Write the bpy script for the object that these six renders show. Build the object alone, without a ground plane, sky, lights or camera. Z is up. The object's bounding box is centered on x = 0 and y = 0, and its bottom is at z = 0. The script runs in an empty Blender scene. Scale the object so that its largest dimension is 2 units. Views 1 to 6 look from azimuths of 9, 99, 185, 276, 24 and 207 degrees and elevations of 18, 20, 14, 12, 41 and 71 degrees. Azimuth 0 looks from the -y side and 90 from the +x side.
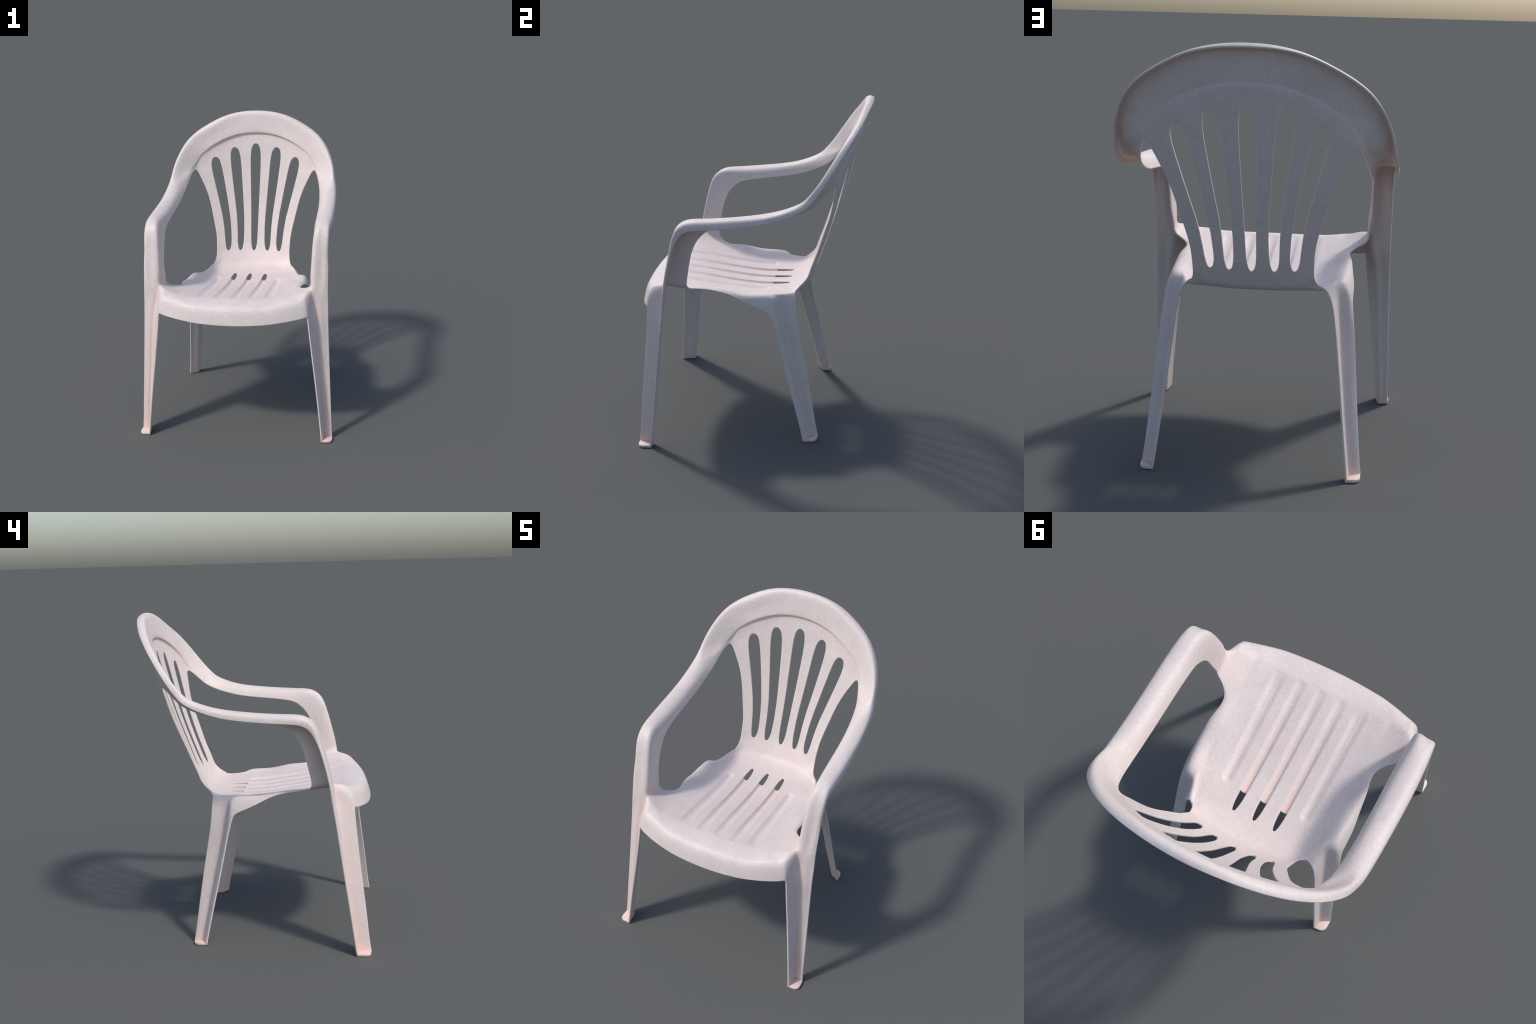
# One-piece moulded plastic garden armchair.
# The whole chair is one thin sheet: back band -> armrests -> front legs, slatted back panel,
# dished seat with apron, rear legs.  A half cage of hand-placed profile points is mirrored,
# subdivided (limit surface passes through the points), grooved, slotted, given thickness with
# rounded rims, then split into named parts that share border vertices and normals.
import bpy, math
import numpy as np
from mathutils import Vector

THICK = 0.0105        # wall thickness of the moulding
RIM = 0.0035          # how far the rounded free edges bulge out
LEVELS = 4
A = np.array

# ------------------------------------------------------------------ helpers
def cr(points, t):
    """Catmull-Rom through equally spaced points, t in index units."""
    n = len(points)
    i = int(min(max(math.floor(t), 0), n - 2)); f = t - i
    p1, p2 = A(points[i], float), A(points[i + 1], float)
    p0 = A(points[i - 1], float) if i > 0 else None
    p3 = A(points[i + 2], float) if i + 2 < n else 2 * p2 - p1
    if p0 is None:                      # first point lies on the mirror plane
        p0 = A(points[1], float) * A([-1, 1, 1])
    return 0.5 * (2*p1 + (p2 - p0)*f + (2*p0 - 5*p1 + 4*p2 - p3)*f*f + (3*p1 - p0 - 3*p2 + p3)*f**3)

def spline_curve(points):
    """C2 cubic spline on chord length; the curve starts on the mirror plane."""
    p = A(points, float); m = A([-1, 1, 1])
    q = np.vstack([p[3:0:-1]*m, p]); n = len(q)
    t = np.concatenate([[0], np.cumsum(np.linalg.norm(np.diff(q, axis=0), axis=1)**.75)])
    h = np.diff(t); M = np.eye(n); r = np.zeros((n, 3))
    for i in range(1, n-1):
        M[i, i-1:i+2] = h[i-1], 2*(h[i-1]+h[i]), h[i]
        r[i] = 6*((q[i+1]-q[i])/h[i] - (q[i]-q[i-1])/h[i-1])
    c = np.linalg.solve(M, r)
    def at(s):
        i = int(min(max(math.floor(s), 0), len(p)-2)) + 3; f = s - (i-3)
        a, b = (1-f)*h[i], f*h[i]
        return (c[i]*a**3 + c[i+1]*b**3)/(6*h[i]) + (q[i]/h[i]-c[i]*h[i]/6)*a + (q[i+1]/h[i]-c[i+1]*h[i]/6)*b
    return at

def table(keys, vals, x):
    return np.interp(x, keys, vals)

def panel_y(x, z):
    """front face of the slatted panel: leaning, curved in plan."""
    return -0.1439 + 0.6212*z - 0.1051*z*z - 1.1386*x*x + 0.4622*x*x*z + 0.2755*x**4 + 0.07*x*x*math.exp(-((z-1.38)/.16)**2)

# ------------------------------------------------------------------ control profiles (x >= 0 half)
# rail: band round the back, armrest, front of the upper leg.
# columns: free lip, outer shoulder, front/top near it, middle, inner shoulder, inner flange edge
RAIL = {
 0:  [(0,.712,1.987),(0,.692,1.9985),(0,.664,1.984),(0,.645,1.92),(0,.631,1.848),(0,.642,1.834)],
 1:  [(.2045,.694,1.968),(.202,.674,1.974),(.193,.649,1.960),(.171,.634,1.898),(.147,.619,1.833),(.143,.631,1.8195)],
 2:  [(.372,.650,1.898),(.367,.630,1.903),(.348,.604,1.886),(.313,.596,1.831),(.276,.589,1.785),(.270,.601,1.774)],
 3:  [(.494,.588,1.812),(.488,.571,1.820),(.470,.551,1.809),(.421,.550,1.757),(.374,.555,1.722),(.366,.5645,1.716)],
 4:  [(.566,.518,1.711),(.560,.502,1.718),(.543,.483,1.709),(.494,.493,1.667),(.443,.516,1.645),(.430,.529,1.652)],
 5:  [(.600,.454,1.617),(.596,.433,1.621),(.580,.413,1.611),(.532,.430,1.583),(.486,.459,1.577),(.450,.502,1.587)],
 6:  [(.613,.403,1.550),(.608,.387,1.562),(.590,.368,1.562),(.545,.380,1.545),(.508,.402,1.532),(.484,.430,1.523)],
 7:  [(.625,.330,1.491),(.619,.321,1.508),(.599,.311,1.519),(.560,.314,1.516),(.524,.334,1.496),(.500,.350,1.466)],
 8:  [(.634,.165,1.430),(.629,.165,1.454),(.611,.165,1.468),(.575,.165,1.473),(.534,.170,1.457),(.510,.180,1.411)],
 9:  [(.640,-.035,1.402),(.636,-.033,1.424),(.620,-.033,1.443),(.582,-.033,1.449),(.537,-.033,1.431),(.513,-.035,1.385)],
 10: [(.640,-.195,1.390),(.637,-.200,1.412),(.621,-.205,1.432),(.582,-.205,1.438),(.537,-.205,1.420),(.513,-.180,1.365)],
 11: [(.634,-.300,1.381),(.632,-.305,1.405),(.616,-.310,1.425),(.580,-.310,1.431),(.537,-.305,1.413),(.514,-.240,1.336)],
 12: [(.628,-.358,1.352),(.628,-.368,1.374),(.615,-.374,1.391),(.577,-.375,1.395),(.532,-.369,1.381),(.513,-.288,1.287)],
 13: [(.626,-.394,1.298),(.626,-.404,1.310),(.612,-.413,1.320),(.573,-.415,1.322),(.524,-.408,1.315),(.513,-.326,1.208)],
 14: [(.6245,-.438,1.197),(.619,-.4425,1.197),(.604,-.447,1.199),(.570,-.449,1.200),(.518,-.443,1.203),(.511,-.350,1.112)],
 15: [(.6240,-.4685,1.085),(.617,-.4715,1.085),(.600,-.475,1.087),(.568,-.476,1.090),(.515,-.470,1.094),(.502,-.366,1.042)],
 16: [(.6240,-.4865,.998),(.616,-.4895,.998),(.596,-.493,1.003),(.564,-.494,1.010),(.512,-.491,1.016),(.488,-.362,.987)],
}
# front leg below the seat: outer edge, crease and front edge at a row of heights
LEG_Z      = [0.93, 0.86, 0.75, 0.50, 0.25, 0.06, 0.004]
LEG_OUTER  = [(.6245,-.497),(.6255,-.5075),(.628,-.525),(.636,-.562),(.645,-.600),(.652,-.628),(.655,-.637)]
LEG_CREASE = [(.531,-.508),(.544,-.521),(.560,-.538),(.578,-.567),(.595,-.599),(.607,-.625),(.610,-.633)]
LEG_FRONT  = [(.496,-.603),(.504,-.619),(.517,-.627),(.546,-.653),(.575,-.683),(.594,-.704),(.600,-.710)]
# seat front: crest, bulge and lower edge of the apron, from the centre to the corner
CREST  = [(0,-.652,.947),(.11,-.650,.947),(.22,-.642,.949),(.30,-.630,.955),(.385,-.607,.970),(.447,-.594,.974),(.481,-.578,.982)]
BULGE  = [(0,-.693,.905),(.11,-.690,.906),(.22,-.681,.909),(.30,-.668,.916),(.39,-.643,.926),(.460,-.618,.938)]
LOWER  = [(0,-.716,.830),(.11,-.713,.832),(.22,-.703,.837),(.30,-.690,.845),(.39,-.668,.856),(.470,-.638,.866)]
# seat rows from the front to the bend: five columns, then crest of the raised side
SEAT = [
 [(0,-.575,.958),(.11,-.575,.958),(.22,-.570,.960),(.30,-.563,.966),(.385,-.548,.977),(.450,-.540,.997)],
 [(0,-.505,.953),(.11,-.505,.953),(.22,-.503,.956),(.30,-.500,.962),(.385,-.492,.973),(.452,-.488,.993)],
 [(0,-.350,.931),(.11,-.350,.931),(.22,-.350,.935),(.30,-.350,.943),(.370,-.350,.954),(.430,-.352,.967)],
 [(0,-.275,.918),(.11,-.275,.918),(.22,-.275,.923),(.30,-.275,.932),(.358,-.277,.944),(.396,-.282,.953)],
 [(0,-.190,.904),(.11,-.190,.904),(.22,-.190,.909),(.30,-.190,.920),(.360,-.190,.934),(.401,-.190,.945)],
 [(0,-.100,.891),(.11,-.100,.891),(.22,-.100,.897),(.30,-.100,.908),(.364,-.100,.919),(.410,-.100,.926)],
 [(0,-.010,.881),(.11,-.010,.881),(.22,-.010,.887),(.30,-.010,.897),(.366,-.005,.907),(.418,-.005,.912)],
 [(0,.075,.878),(.11,.075,.878),(.21,.078,.882),(.295,.085,.889),(.366,.126,.899),(.415,.103,.896)],
 [(0,.155,.879),(.105,.155,.879),(.20,.155,.881),(.28,.158,.886),(.345,.179,.893)],
 [(0,.232,.885),(.10,.230,.885),(.19,.226,.886),(.265,.222,.889),(.323,.246,.897)],
 [(0,.302,.905),(.095,.300,.906),(.180,.291,.910),(.246,.280,.917),(.290,.262,.920)],
 [(0,.339,.948),(.092,.336,.949),(.178,.325,.952),(.238,.318,.962),(.272,.310,.967)],
]
# free edge of the seat side (rows 3..7 of SEAT), curling down into the skirt above the rear leg
SIDE = {3:(.423,-.293,.953), 4:(.427,-.190,.938), 5:(.438,-.100,.909), 6:(.450,-.005,.862), 7:(.4505,.085,.822)}
# rear leg rows: outer free edge, middle, crease, middle, rear free edge
REAR = [
 [(.4515,.118,.788),(.427,.138,.824),(.387,.157,.826),(.366,.200,.838),(.357,.250,.840)],
 [(.4600,.147,.700),(.432,.162,.705),(.397,.178,.710),(.389,.222,.710),(.381,.262,.710)],
 [(.4780,.189,.500),(.449,.206,.500),(.416,.223,.500),(.411,.262,.500),(.408,.296,.500)],
 [(.4990,.244,.250),(.473,.260,.250),(.443,.275,.250),(.440,.308,.250),(.436,.335,.250)],
 [(.5180,.285,.060),(.494,.300,.060),(.466,.315,.060),(.462,.342,.060),(.458,.363,.060)],
 [(.5230,.297,.004),(.500,.312,.004),(.474,.326,.004),(.469,.350,.004),(.465,.371,.004)],
]
# outer edge of the outermost slat (half width of the panel against height)
EDGE_Z = [.975, 1.017, 1.076, 1.143, 1.232, 1.358, 1.441, 1.501, 1.567, 1.60]
EDGE_X = [.275, .2705, .271, .281, .302, .333, .362, .391, .424, .452]
PANEL_ROWS = [(1.035,1.030),(1.13,1.115),(1.25,1.215),(1.37,1.31),(1.48,1.40),(1.585,1.48),(1.69,1.54)]
UCOLS = [0, .5, 1, 1.5, 2, 2.5, 3, 3.6, 4]

# ------------------------------------------------------------------ cage assembly
verts, index, faces, kinds = [], {}, [], []
KIND = ["seat", "panel", "band", "armrest", "front_leg", "rear_leg"]
def V(key, p):
    if key not in index:
        index[key] = len(verts); verts.append(A(p, float))
    return index[key]
def Q(kind, *ids):
    faces.append(ids); kinds.append(KIND.index(kind))

# rail stations, extra ones interpolated across the top so that they meet the panel columns
RST = [0, .5, 1, 1.5, 2, 2.5, 3, 3.6, 4.3] + list(range(5, 17))
CURVE = [spline_curve([RAIL[i][c] for i in range(17)]) for c in range(6)]
def rail(s, c):
    return V(('r', s, c), CURVE[c](s))
for a, b in zip(RST[:-1], RST[1:]):
    kind = "band" if b <= 5 else "armrest"
    for c in range(5):
        Q(kind, rail(a, c), rail(b, c), rail(b, c+1), rail(a, c+1))

# front leg: plate facing forward and plate facing outward, joined at the crease
def leg_a(row, c):
    if row < 0: return rail(16, c)
    o, k, z = A(LEG_OUTER[row]+(LEG_Z[row],)), A(LEG_CREASE[row]+(LEG_Z[row],)), LEG_Z[row]
    t = [0, .09, .30, .65, 1][c]
    bulge = A([0, -.004*math.sin(math.pi*t)*max(0, (z-.5)), 0])
    return V(('la', row, c), o + (k-o)*t + bulge)
def leg_b(row, c):
    if c == 0: return leg_a(row, 4)
    if row < 0:
        return V(('apr', 0, 'm'), (.498,-.537,.993)) if c == 1 else V(('apr', 0, 6), CREST[6])
    k, f = A(LEG_CREASE[row]+(LEG_Z[row],)), A(LEG_FRONT[row]+(LEG_Z[row],))
    return V(('lb', row, c), k + (f-k)*(.5 if c == 1 else 1))
for row in range(-1, len(LEG_Z)-1):
    for c in range(4): Q("front_leg", leg_a(row, c), leg_a(row+1, c), leg_a(row+1, c+1), leg_a(row, c+1))
    for c in range(2): Q("front_leg", leg_b(row, c), leg_b(row+1, c), leg_b(row+1, c+1), leg_b(row, c+1))

# apron
def apron(r, u):
    if u == 6: return leg_b(r-1, 2)
    return V(('apr', r, u), cr([CREST, BULGE, LOWER][r], u))
ACOL = UCOLS + [5, 6]
for r in range(2):
    for a, b in zip(ACOL[:-1], ACOL[1:]):
        Q("seat", apron(r, b), apron(r, a), apron(r+1, a), apron(r+1, b))

# seat
def seat(r, u):
    if r == -1: return apron(0, u)
    if u == 6:
        if r == 0: return leg_b(-1, 1)
        if r == 1: return rail(16, 4)
        if r == 2: return rail(16, 5)
        return V(('side', r), SIDE[r])
    if u == 5: return V(('seat', r, 5), SEAT[r][5])
    return V(('seat', r, u), cr(SEAT[r][:5], u))
for r in range(-1, 7):
    for a, b in zip(UCOLS[:-1]+[4, 5], UCOLS[1:]+[5, 6]):
        Q("seat", seat(r, a), seat(r, b), seat(r+1, b), seat(r+1, a))
for r in range(7, 11):
    for a, b in zip(UCOLS[:-1], UCOLS[1:]):
        Q("seat" if r < 10 else "panel", seat(r, a), seat(r, b), seat(r+1, b), seat(r+1, a))

# rear leg, hanging from the rear corner of the seat
LEG_TOP = [seat(7, 6), seat(7, 5), seat(7, 4), seat(8, 4), seat(9, 4)]
def rear(r, c):
    return LEG_TOP[c] if r < 0 else V(('rear', r, c), REAR[r][c])
for r in range(-1, len(REAR)-1):
    for c in range(4): Q("rear_leg", rear(r, c), rear(r, c+1), rear(r+1, c+1), rear(r+1, c))

# slatted back panel, from the bend up to the step below the band
def panel(r, u):
    if r == -1: return seat(11, u)
    if r == len(PANEL_ROWS):
        return rail(5, 5) if u == 4 else V(('pt', u), panel_point(u, 1.772, 1.584))
    return V(('p', r, u), panel_point(u, *PANEL_ROWS[r]))
def panel_point(u, zc, ze):
    f = table([0, 1, 2, 3, 4], [0, .33+.0*ze, .63, .85, 1], u)
    if zc > 1.5: f = f + (table([0, 1, 2, 3, 4], [0, .315, .595, .80, 1], u) - f)*min(1, (zc-1.5)/.25)
    x = f*table(EDGE_Z, EDGE_X, ze); z = zc - (zc-ze)*f*f
    return (x, panel_y(x, z), z)
for r in range(-1, len(PANEL_ROWS)):
    for a, b in zip(UCOLS[:-1], UCOLS[1:]):
        Q("panel", panel(r, a), panel(r, b), panel(r+1, b), panel(r+1, a))
top = len(PANEL_ROWS)
for a, b in zip(UCOLS[:-2], UCOLS[1:-1]):
    Q("panel", panel(top, a), panel(top, b), rail(b, 5), rail(a, 5))
Q("panel", panel(top, 3.6), rail(5, 5), rail(4.3, 5), rail(3.6, 5))

# give all faces of the half cage the same winding
by_edge = {}
for i, f in enumerate(faces):
    for k in range(4): by_edge.setdefault(frozenset((f[k], f[(k+1) % 4])), []).append(i)
seen, todo = {0}, [0]
while todo:
    i = todo.pop(); f = faces[i]
    for k in range(4):
        a, b = f[k], f[(k+1) % 4]
        for j in by_edge[frozenset((a, b))]:
            if j in seen: continue
            g = faces[j]
            if any(g[m] == a and g[(m+1) % 4] == b for m in range(4)): faces[j] = tuple(g[::-1])
            seen.add(j); todo.append(j)
assert len(seen) == len(faces), "cage is not one sheet"

# mirror the half cage
half_v, half_f, half_k = A(verts), list(faces), list(kinds)
on_plane = np.abs(half_v[:, 0]) < 1e-6
mirror = np.where(on_plane, np.arange(len(half_v)), len(half_v) + np.cumsum(~on_plane) - 1)
P = np.vstack([half_v, half_v[~on_plane]*A([-1, 1, 1])])
F = A(half_f + [tuple(mirror[list(f)][::-1]) for f in half_f])
K = A(half_k + half_k)

# ---------------------------------------------------- fit the cage: limit surface through the points
def limit_matrix(n, F):
    M = np.zeros((n, n)); edges = {}
    for f in F:
        for i in range(4):
            e = tuple(sorted((f[i], f[(i+1) % 4]))); edges[e] = edges.get(e, 0) + 1
    nb = [[] for _ in range(n)]; bd = [[] for _ in range(n)]; diag = [[] for _ in range(n)]
    for (a, b), k in edges.items():
        nb[a].append(b); nb[b].append(a)
        if k == 1: bd[a].append(b); bd[b].append(a)
    for f in F:
        for i in range(4): diag[f[i]].append(f[(i+2) % 4])
    for v in range(n):
        if bd[v]:
            M[v, v] = 4/6
            for b in bd[v]: M[v, b] += 1/6
        else:
            k = len(nb[v]); d = k*(k+5)
            M[v, v] = k*k/d
            for b in nb[v]: M[v, b] += 4/d
            for b in diag[v]: M[v, b] += 1/d
    return M
M = limit_matrix(len(P), F)
C = P.copy()
for _ in range(12):                       # damped: keeps the surface fair
    C += 0.9*(P - M @ C)

cage = bpy.data.meshes.new("cage")
cage.from_pydata(C.tolist(), [], F.tolist())
for i, poly in enumerate(cage.polygons): poly.material_index = int(K[i])
helper = bpy.data.objects.new("cage", cage)
bpy.context.scene.collection.objects.link(helper)
mod = helper.modifiers.new("smooth", 'SUBSURF')
mod.levels = mod.render_levels = LEVELS
mod.boundary_smooth = 'ALL'
ev = helper.evaluated_get(bpy.context.evaluated_depsgraph_get())
em = ev.to_mesh()
n = len(em.vertices)
S = np.empty(n*3); em.vertices.foreach_get("co", S); S = S.reshape(-1, 3)
NF = len(em.polygons)
SF = np.empty(NF*4, int); em.loops.foreach_get("vertex_index", SF); SF = SF.reshape(-1, 4)
SK = np.empty(NF, int); em.polygons.foreach_get("material_index", SK)
ev.to_mesh_clear()
bpy.data.objects.remove(helper); bpy.data.meshes.remove(cage)

# ---------------------------------------------------- seat grooves (pressed into the sheet)
def smooth(a, b, x):
    t = np.clip((x-a)/(b-a), 0, 1); return t*t*(3-2*t)
x, y, z = S.T
seat_zone = (z < 1.05) & (z > .84) & (np.abs(x) < .36) & (y > -.62) & (y < .24)
SLOT_FRONT = .080
drop = np.zeros(n)
for i in range(-2, 3):
    outer = abs(i) == 2                     # the outer two are shallow and closed at both ends
    xc = .112*i + .012*(outer*np.sign(i))*np.clip(-y/.54, -1, 1) - .006*outer*np.sign(i)
    half = np.interp(y, [-.54, -.27, .09], [.0300, .0235, .0145]) if not outer else np.interp(y, [-.54, .06], [.030, .022])
    r0, r1 = .030, .022
    dx = np.abs(x - xc)
    dist = dx - half
    y0 = -.555 + r0
    dist = np.where(y < y0, np.hypot(dx, y0-y) - r0, dist)
    if outer:
        y1 = .075 - r1
        dist = np.where(y > y1, np.hypot(dx, y-y1) - r1, dist)
        wall, depth = 1 - smooth(-.021, .011, dist), .0082*smooth(-.57, -.46, y)
    else:
        soft = np.interp(y, [-.5, .05], [.025, .009])
        wall = 1 - np.clip((dist + soft)/(soft + .006), 0, 1)**2*(3 - 2*np.clip((dist + soft)/(soft + .006), 0, 1))
        depth = np.interp(y, [-.57, -.53, -.43, -.2, .1], [0, .004, .0085, .0118, .0140])*(1-smooth(.081, .094, y))
    drop = np.maximum(drop, wall*depth)
zz = S[:, 2] - np.where(seat_zone, drop, 0)
S[:, 2] = zz

# ---------------------------------------------------- openings: five slots in the back, three in the seat
TAU  = [0, .012, .03, .06, .1, .2, .35, .5, .65, .8, .87, .92, .955, .98, .993, 1]
HALF = [-.004, .009, .0145, .0195, .0225, .0245, .027, .031, .0345, .0375, .0375, .035, .030, .0215, .0115, -.004]
SLOTS = [(.994, 1.766, [1, 1.8], [0, 0]),
         (.995, 1.740, [1.0, 1.09, 1.16, 1.25, 1.35, 1.5, 1.63, 1.72, 1.75], [.101, .101, .1023, .108, .119, .1355, .149, .158, .160]),
         (.997, 1.673, [1.0, 1.04, 1.09, 1.17, 1.25, 1.36, 1.5, 1.575, 1.62, 1.69], [.190, .190, .193, .201, .2138, .238, .270, .287, .296, .305])]
def slot_centre(k, z): return np.interp(z, SLOTS[k][2], SLOTS[k][3])
kind_at = np.full(n, -1); kind_at[SF.ravel()] = np.repeat(SK, 4)
panel_face = SK == KIND.index("panel")
field = np.full(n, 1.0)
ax = np.abs(x)
in_panel = np.zeros(n, bool); in_panel[SF[panel_face].ravel()] = True
for k, (z0, z1, _, _) in enumerate(SLOTS):
    h = np.interp((S[:, 2]-z0)/(z1-z0), TAU, HALF, left=-.02, right=-.02)
    g = np.abs(ax - slot_centre(k, S[:, 2])) - (h + RIM*.8)
    field = np.where(in_panel, np.minimum(field, g), field)
for i in (-1, 0, 1):
    h = np.interp(y, [SLOT_FRONT, .12, .15, .172, .186, .192, .195], [.0172, .0168, .0145, .0112, .0075, .003, -.004], right=-.02) + RIM*.8
    g = np.maximum(np.abs(x - .112*i) - h, SLOT_FRONT - y)
    field = np.where(seat_zone, np.minimum(field, g), field)

# clip the sheet against the openings
keep_v = list(map(tuple, S)); cut = {}
def crossing(a, b):
    e = (min(a, b), max(a, b))
    if e not in cut:
        t = field[e[0]]/(field[e[0]]-field[e[1]])
        t = min(max(t, .04), .96)
        cut[e] = len(keep_v); keep_v.append(tuple(S[e[0]]*(1-t) + S[e[1]]*t))
    return cut[e]
fs = field[SF] > 0
new_f = [tuple(f) for f in SF[fs.all(1)].tolist()]; new_k = SK[fs.all(1)].tolist()
for fi in np.where(fs.any(1) & ~fs.all(1))[0]:
    out = []
    for i in range(4):
        a, b = int(SF[fi, i]), int(SF[fi, (i+1) % 4])
        if field[a] > 0: out.append(a)
        if (field[a] > 0) != (field[b] > 0): out.append(crossing(a, b))
    if len(out) >= 3: new_f.append(tuple(out)); new_k.append(int(SK[fi]))
T = A(keep_v)

# ---------------------------------------------------- thickness with rounded rims
def vertex_normals(P, F):
    N = np.zeros_like(P)
    for size in sorted({len(f) for f in F}):
        G = A([f for f in F if len(f) == size])
        fn = np.zeros((len(G), 3))
        for i in range(1, size-1):
            fn += np.cross(P[G[:, i]]-P[G[:, 0]], P[G[:, i+1]]-P[G[:, 0]])
        for i in range(size): np.add.at(N, G[:, i], fn)
    return N/np.maximum(np.linalg.norm(N, axis=1, keepdims=True), 1e-12)
N = vertex_normals(T, new_f)
if N[np.argmin(np.abs(T-A([0.0, -.3, .92])).sum(1)), 2] < 0:   # top side must look up
    new_f = [f[::-1] for f in new_f]; N = -N
nT = len(T)
edge_use = {}
for fi, f in enumerate(new_f):
    for i in range(len(f)):
        a, b = f[i], f[(i+1) % len(f)]
        if (b, a) in edge_use: del edge_use[(b, a)]
        else: edge_use[(a, b)] = fi
out_dir = np.zeros_like(T)
for (a, b) in edge_use:
    d = T[b]-T[a]; l = np.linalg.norm(d)
    if l < 1e-9: continue
    for v in (a, b): out_dir[v] += np.cross(d, N[v])
ln = np.linalg.norm(out_dir, axis=1, keepdims=True); out_dir = out_dir/np.maximum(ln, 1e-12)
RINGS = 5
rim_v = sorted({v for e in edge_use for v in e})
pts = [T, T - THICK*N]; ring = {}; base = 2*nT
R = A(rim_v)
for k in range(1, RINGS):
    th = math.pi*k/RINGS
    off = T[R] - N[R]*THICK*(1-math.cos(th))/2 + out_dir[R]*RIM*math.sin(th)**.7
    pts.append(off)
    for i, v in enumerate(rim_v): ring[(v, k)] = base + i
    base += len(rim_v)
for v in rim_v: ring[(v, 0)] = v; ring[(v, RINGS)] = v + nT
ALL = np.vstack(pts)
ALL[:, 2] = np.maximum(ALL[:, 2], 0)
solid = list(new_f) + [tuple(i+nT for i in f[::-1]) for f in new_f]
kind = list(new_k)*2
for (a, b), fi in edge_use.items():
    for k in range(RINGS):
        solid.append((ring[(b, k)], ring[(a, k)], ring[(a, k+1)], ring[(b, k+1)])); kind.append(new_k[fi])
used = np.zeros(len(ALL), bool)
for f in solid: used[list(f)] = True
remap = np.cumsum(used)-1
ALL = ALL[used]; solid = [tuple(int(remap[i]) for i in f) for f in solid]
NORM = vertex_normals(ALL, solid)

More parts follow.
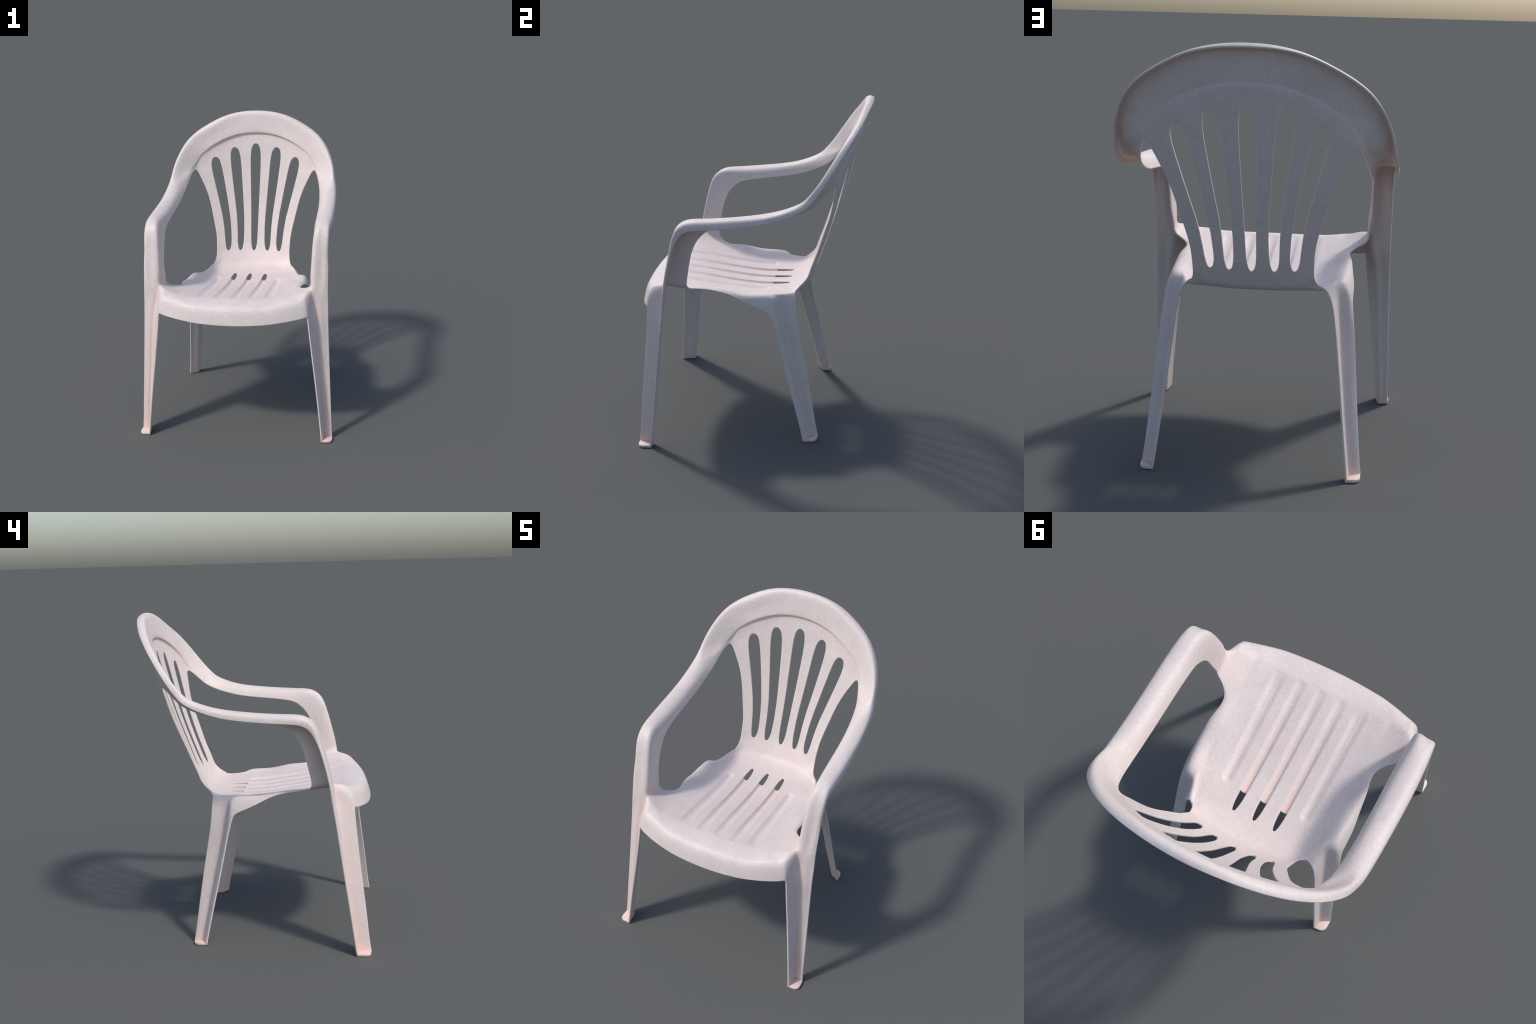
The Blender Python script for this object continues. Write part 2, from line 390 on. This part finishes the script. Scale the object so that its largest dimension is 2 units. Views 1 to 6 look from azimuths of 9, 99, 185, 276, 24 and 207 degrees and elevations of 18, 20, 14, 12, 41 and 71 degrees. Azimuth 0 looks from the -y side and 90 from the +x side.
# ---------------------------------------------------- material
def plastic():
    """off-white plastic: faint mottling, with warm occlusion shade painted into the recesses and near the ground."""
    m = bpy.data.materials.new("moulded_plastic"); m.use_nodes = True
    nt = m.node_tree; b = nt.nodes["Principled BSDF"]; new, link = nt.nodes.new, nt.links.new
    def math_node(op, *ins):
        q = new("ShaderNodeMath"); q.operation = op
        for k, v in enumerate(ins):
            if isinstance(v, (int, float)): q.inputs[k].default_value = v
            else: link(v, q.inputs[k])
        return q.outputs[0]
    def mix_node(f, a, c):
        q = new("ShaderNodeMix"); q.data_type = 'RGBA'
        for sock, v in (("Factor", f), ("A", a), ("B", c)):
            ins = [i_ for i_ in q.inputs if i_.name == sock and i_.enabled][0]
            if isinstance(v, (tuple, float)): ins.default_value = v
            else: link(v, ins)
        return [o for o in q.outputs if o.enabled][0]
    tc = new("ShaderNodeTexCoord").outputs["Object"]
    sep = new("ShaderNodeSeparateXYZ"); link(tc, sep.inputs[0])
    def noise(scale, detail):
        t = new("ShaderNodeTexNoise"); t.inputs["Scale"].default_value = scale; t.inputs["Detail"].default_value = detail
        link(tc, t.inputs["Vector"]); return t.outputs["Fac"]
    mott = math_node('ADD', math_node('MULTIPLY', noise(75, 3), .65), math_node('MULTIPLY', noise(10, 4), .35))
    ramp = new("ShaderNodeValToRGB"); link(mott, ramp.inputs[0])
    e = ramp.color_ramp.elements
    e[0].position, e[0].color = .36, MOTTLE_DARK
    e[1].position, e[1].color = .62, MOTTLE_LIGHT
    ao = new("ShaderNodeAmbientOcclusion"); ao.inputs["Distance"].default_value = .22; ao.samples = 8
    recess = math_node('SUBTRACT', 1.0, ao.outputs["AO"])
    warm = mix_node(math_node('MINIMUM', math_node('MULTIPLY', recess, 1.25), .85), ramp.outputs[0], WARM)  # ambient occlusion painted into the colour as a warm tint
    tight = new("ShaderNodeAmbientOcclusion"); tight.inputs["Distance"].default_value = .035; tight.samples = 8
    crease = math_node('MULTIPLY', math_node('SUBTRACT', 1.0, tight.outputs["AO"]), .55)  # close-range occlusion, painted salmon in tight corners
    low = math_node('MULTIPLY', math_node('POWER', math_node('MAXIMUM', math_node('SUBTRACT', 1.0, math_node('DIVIDE', sep.outputs[2], .14)), 0.0), 2.0), .35)  # baked bounce-light redness, growing towards the feet
    # baked-in salmon shade on the seat groove floors just before the slots
    cell = math_node('ABSOLUTE', math_node('SUBTRACT', sep.outputs[0], math_node('MULTIPLY', math_node('ROUND', math_node('DIVIDE', sep.outputs[0], .112)), .112)))
    def band(v, lo, hi): return math_node('MINIMUM', math_node('MAXIMUM', math_node('DIVIDE', math_node('SUBTRACT', v, lo), hi-lo), 0.0), 1.0)
    groove = math_node('MULTIPLY', band(sep.outputs[1], 0.0, .09), band(cell, .017, .013))
    groove = math_node('MULTIPLY', groove, math_node('MULTIPLY', band(sep.outputs[2], .89, .883), band(sep.outputs[2], .82, .83)))
    groove = math_node('MULTIPLY', groove, math_node('MULTIPLY', band(sep.outputs[1], .095, .091), band(math_node('ABSOLUTE', sep.outputs[0]), .16, .15)))
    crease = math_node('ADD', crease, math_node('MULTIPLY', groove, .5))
    shade_tinted = mix_node(math_node('MINIMUM', math_node('ADD', crease, low), .6), warm, SALMON)  # painted occlusion and bounce tint laid over the plastic colour
    link(shade_tinted, b.inputs["Base Color"])
    bump = new("ShaderNodeBump"); bump.inputs["Strength"].default_value = .12; bump.inputs["Distance"].default_value = .002
    link(noise(260, 2), bump.inputs["Height"]); link(bump.outputs["Normal"], b.inputs["Normal"])
    b.inputs["Roughness"].default_value = .5
    b.inputs["Specular IOR Level"].default_value = .4
    return m
MOTTLE_DARK, MOTTLE_LIGHT = (.605, .524, .494, 1), (.668, .594, .566, 1)
WARM, SALMON = (.70, .515, .458, 1), (.74, .50, .41, 1)  # tints standing in for occlusion shade and bounced light
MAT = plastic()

# ---------------------------------------------------- split into named parts
root = bpy.data.objects.new("plastic_garden_chair", None)
root["label"] = "white moulded plastic armchair with fan slatted back"
root["category"] = "garden chair"
bpy.context.scene.collection.objects.link(root)

cent = A([ALL[list(f)].mean(0) for f in solid])
kd = A(kind); cx, cz = cent[:, 0], cent[:, 2]
part = np.array(["seat"]*len(solid), dtype=object)
side = np.where(cx > 0, "+", "-")
for nme in ("armrest", "front_leg", "rear_leg"):
    s = kd == KIND.index(nme)
    part[s] = [nme+c for c in side[s]]
low = (kd == KIND.index("armrest")) & (cz < 1.10)
part[low] = ["front_leg"+c for c in side[low]]
pan = (kd == KIND.index("panel")) | (kd == KIND.index("band"))
part[pan] = "backrest"
# slats run between neighbouring slots
top_z = np.interp(np.abs(cx), [0, .158, .302, .44], [1.70, 1.675, 1.60, 1.52])
sl = (kd == KIND.index("panel")) & (cz > 1.02) & (cz < top_z)
pos = np.zeros(len(solid), int)
for k in range(3):
    c = slot_centre(k, cz)
    pos += (cx > c).astype(int)
    if k: pos += (cx > -c).astype(int)
part[sl] = ["slat%d" % p for p in pos[sl]]

def make(name, mask, parent):
    fl = [solid[i] for i in np.where(mask)[0]]
    ids = sorted({v for f in fl for v in f}); loc = {v: i for i, v in enumerate(ids)}
    me = bpy.data.meshes.new(name)
    me.from_pydata(ALL[ids].tolist(), [], [[loc[v] for v in f] for f in fl])
    me.polygons.foreach_set("use_smooth", [True]*len(me.polygons))
    me.normals_split_custom_set_from_vertices(NORM[ids].tolist())
    me.materials.append(MAT)
    o = bpy.data.objects.new(name, me); o.parent = parent
    bpy.context.scene.collection.objects.link(o)
    return o
made = {}
for key in ["seat", "backrest", "armrest+", "armrest-", "front_leg+", "front_leg-", "rear_leg+", "rear_leg-"]:
    made[key] = make(key.strip("+-"), part == key, root)
for p in range(6):
    make("slat", part == "slat%d" % p, made["backrest"])

# ---------------------------------------------------- foot pads closing the open corner of each leg
def foot(outline, s, parent, h=.016):
    """outline: corner points with a rounding radius each, counted in plan."""
    ring_pts = []
    m = len(outline)
    for i in range(m):
        px, py, r = outline[i]
        p = A([px, py]); a = A(outline[i-1][:2]); b = A(outline[(i+1) % m][:2])
        if r == 0: ring_pts.append(p); continue
        da, db = (a-p)/np.linalg.norm(a-p), (b-p)/np.linalg.norm(b-p)
        for t in np.linspace(0, 1, 9):
            ring_pts.append((1-t)**2*(p+da*r) + 2*t*(1-t)*p + t*t*(p+db*r))
    ring_pts = A(ring_pts)*A([s, 1])
    c = ring_pts.mean(0); k = len(ring_pts)
    vs, fs_ = [], []
    prof = [(.003, 0.0), (0, .003), (0, h-.004), (.0015, h-.001), (.005, h)]
    for inset, zz_ in prof:
        for q in c + (ring_pts - c)*(1 - inset/.035): vs.append((q[0], q[1], zz_))
    for j in range(len(prof)-1):
        for i in range(k):
            f = (j*k+i, j*k+(i+1) % k, (j+1)*k+(i+1) % k, (j+1)*k+i)
            fs_.append(f)
    fs_.append(tuple(range(k))[::-1]); fs_.append(tuple((len(prof)-1)*k+i for i in range(k)))
    area = sum(ring_pts[i-1][0]*ring_pts[i][1]-ring_pts[i][0]*ring_pts[i-1][1] for i in range(k))
    if area < 0: fs_ = [f[::-1] for f in fs_]
    me = bpy.data.meshes.new("foot"); me.from_pydata(vs, [], fs_)
    me.polygons.foreach_set("use_smooth", [True]*len(me.polygons))
    me.set_sharp_from_angle(angle=math.radians(50))
    me.materials.append(MAT)
    o = bpy.data.objects.new("foot", me); o.parent = parent
    bpy.context.scene.collection.objects.link(o)
FRONT_FOOT = [(.6075,-.628,0), (.660,-.632,0), (.6635,-.7125,.040), (.5975,-.7115,0)]
REAR_FOOT = [(.471,.323,0), (.5245,.297,0), (.524,.369,.040), (.4625,.372,0)]
for s, c in ((1, "+"), (-1, "-")):
    foot(FRONT_FOOT, s, made["front_leg"+c])
    foot(REAR_FOOT, s, made["rear_leg"+c])
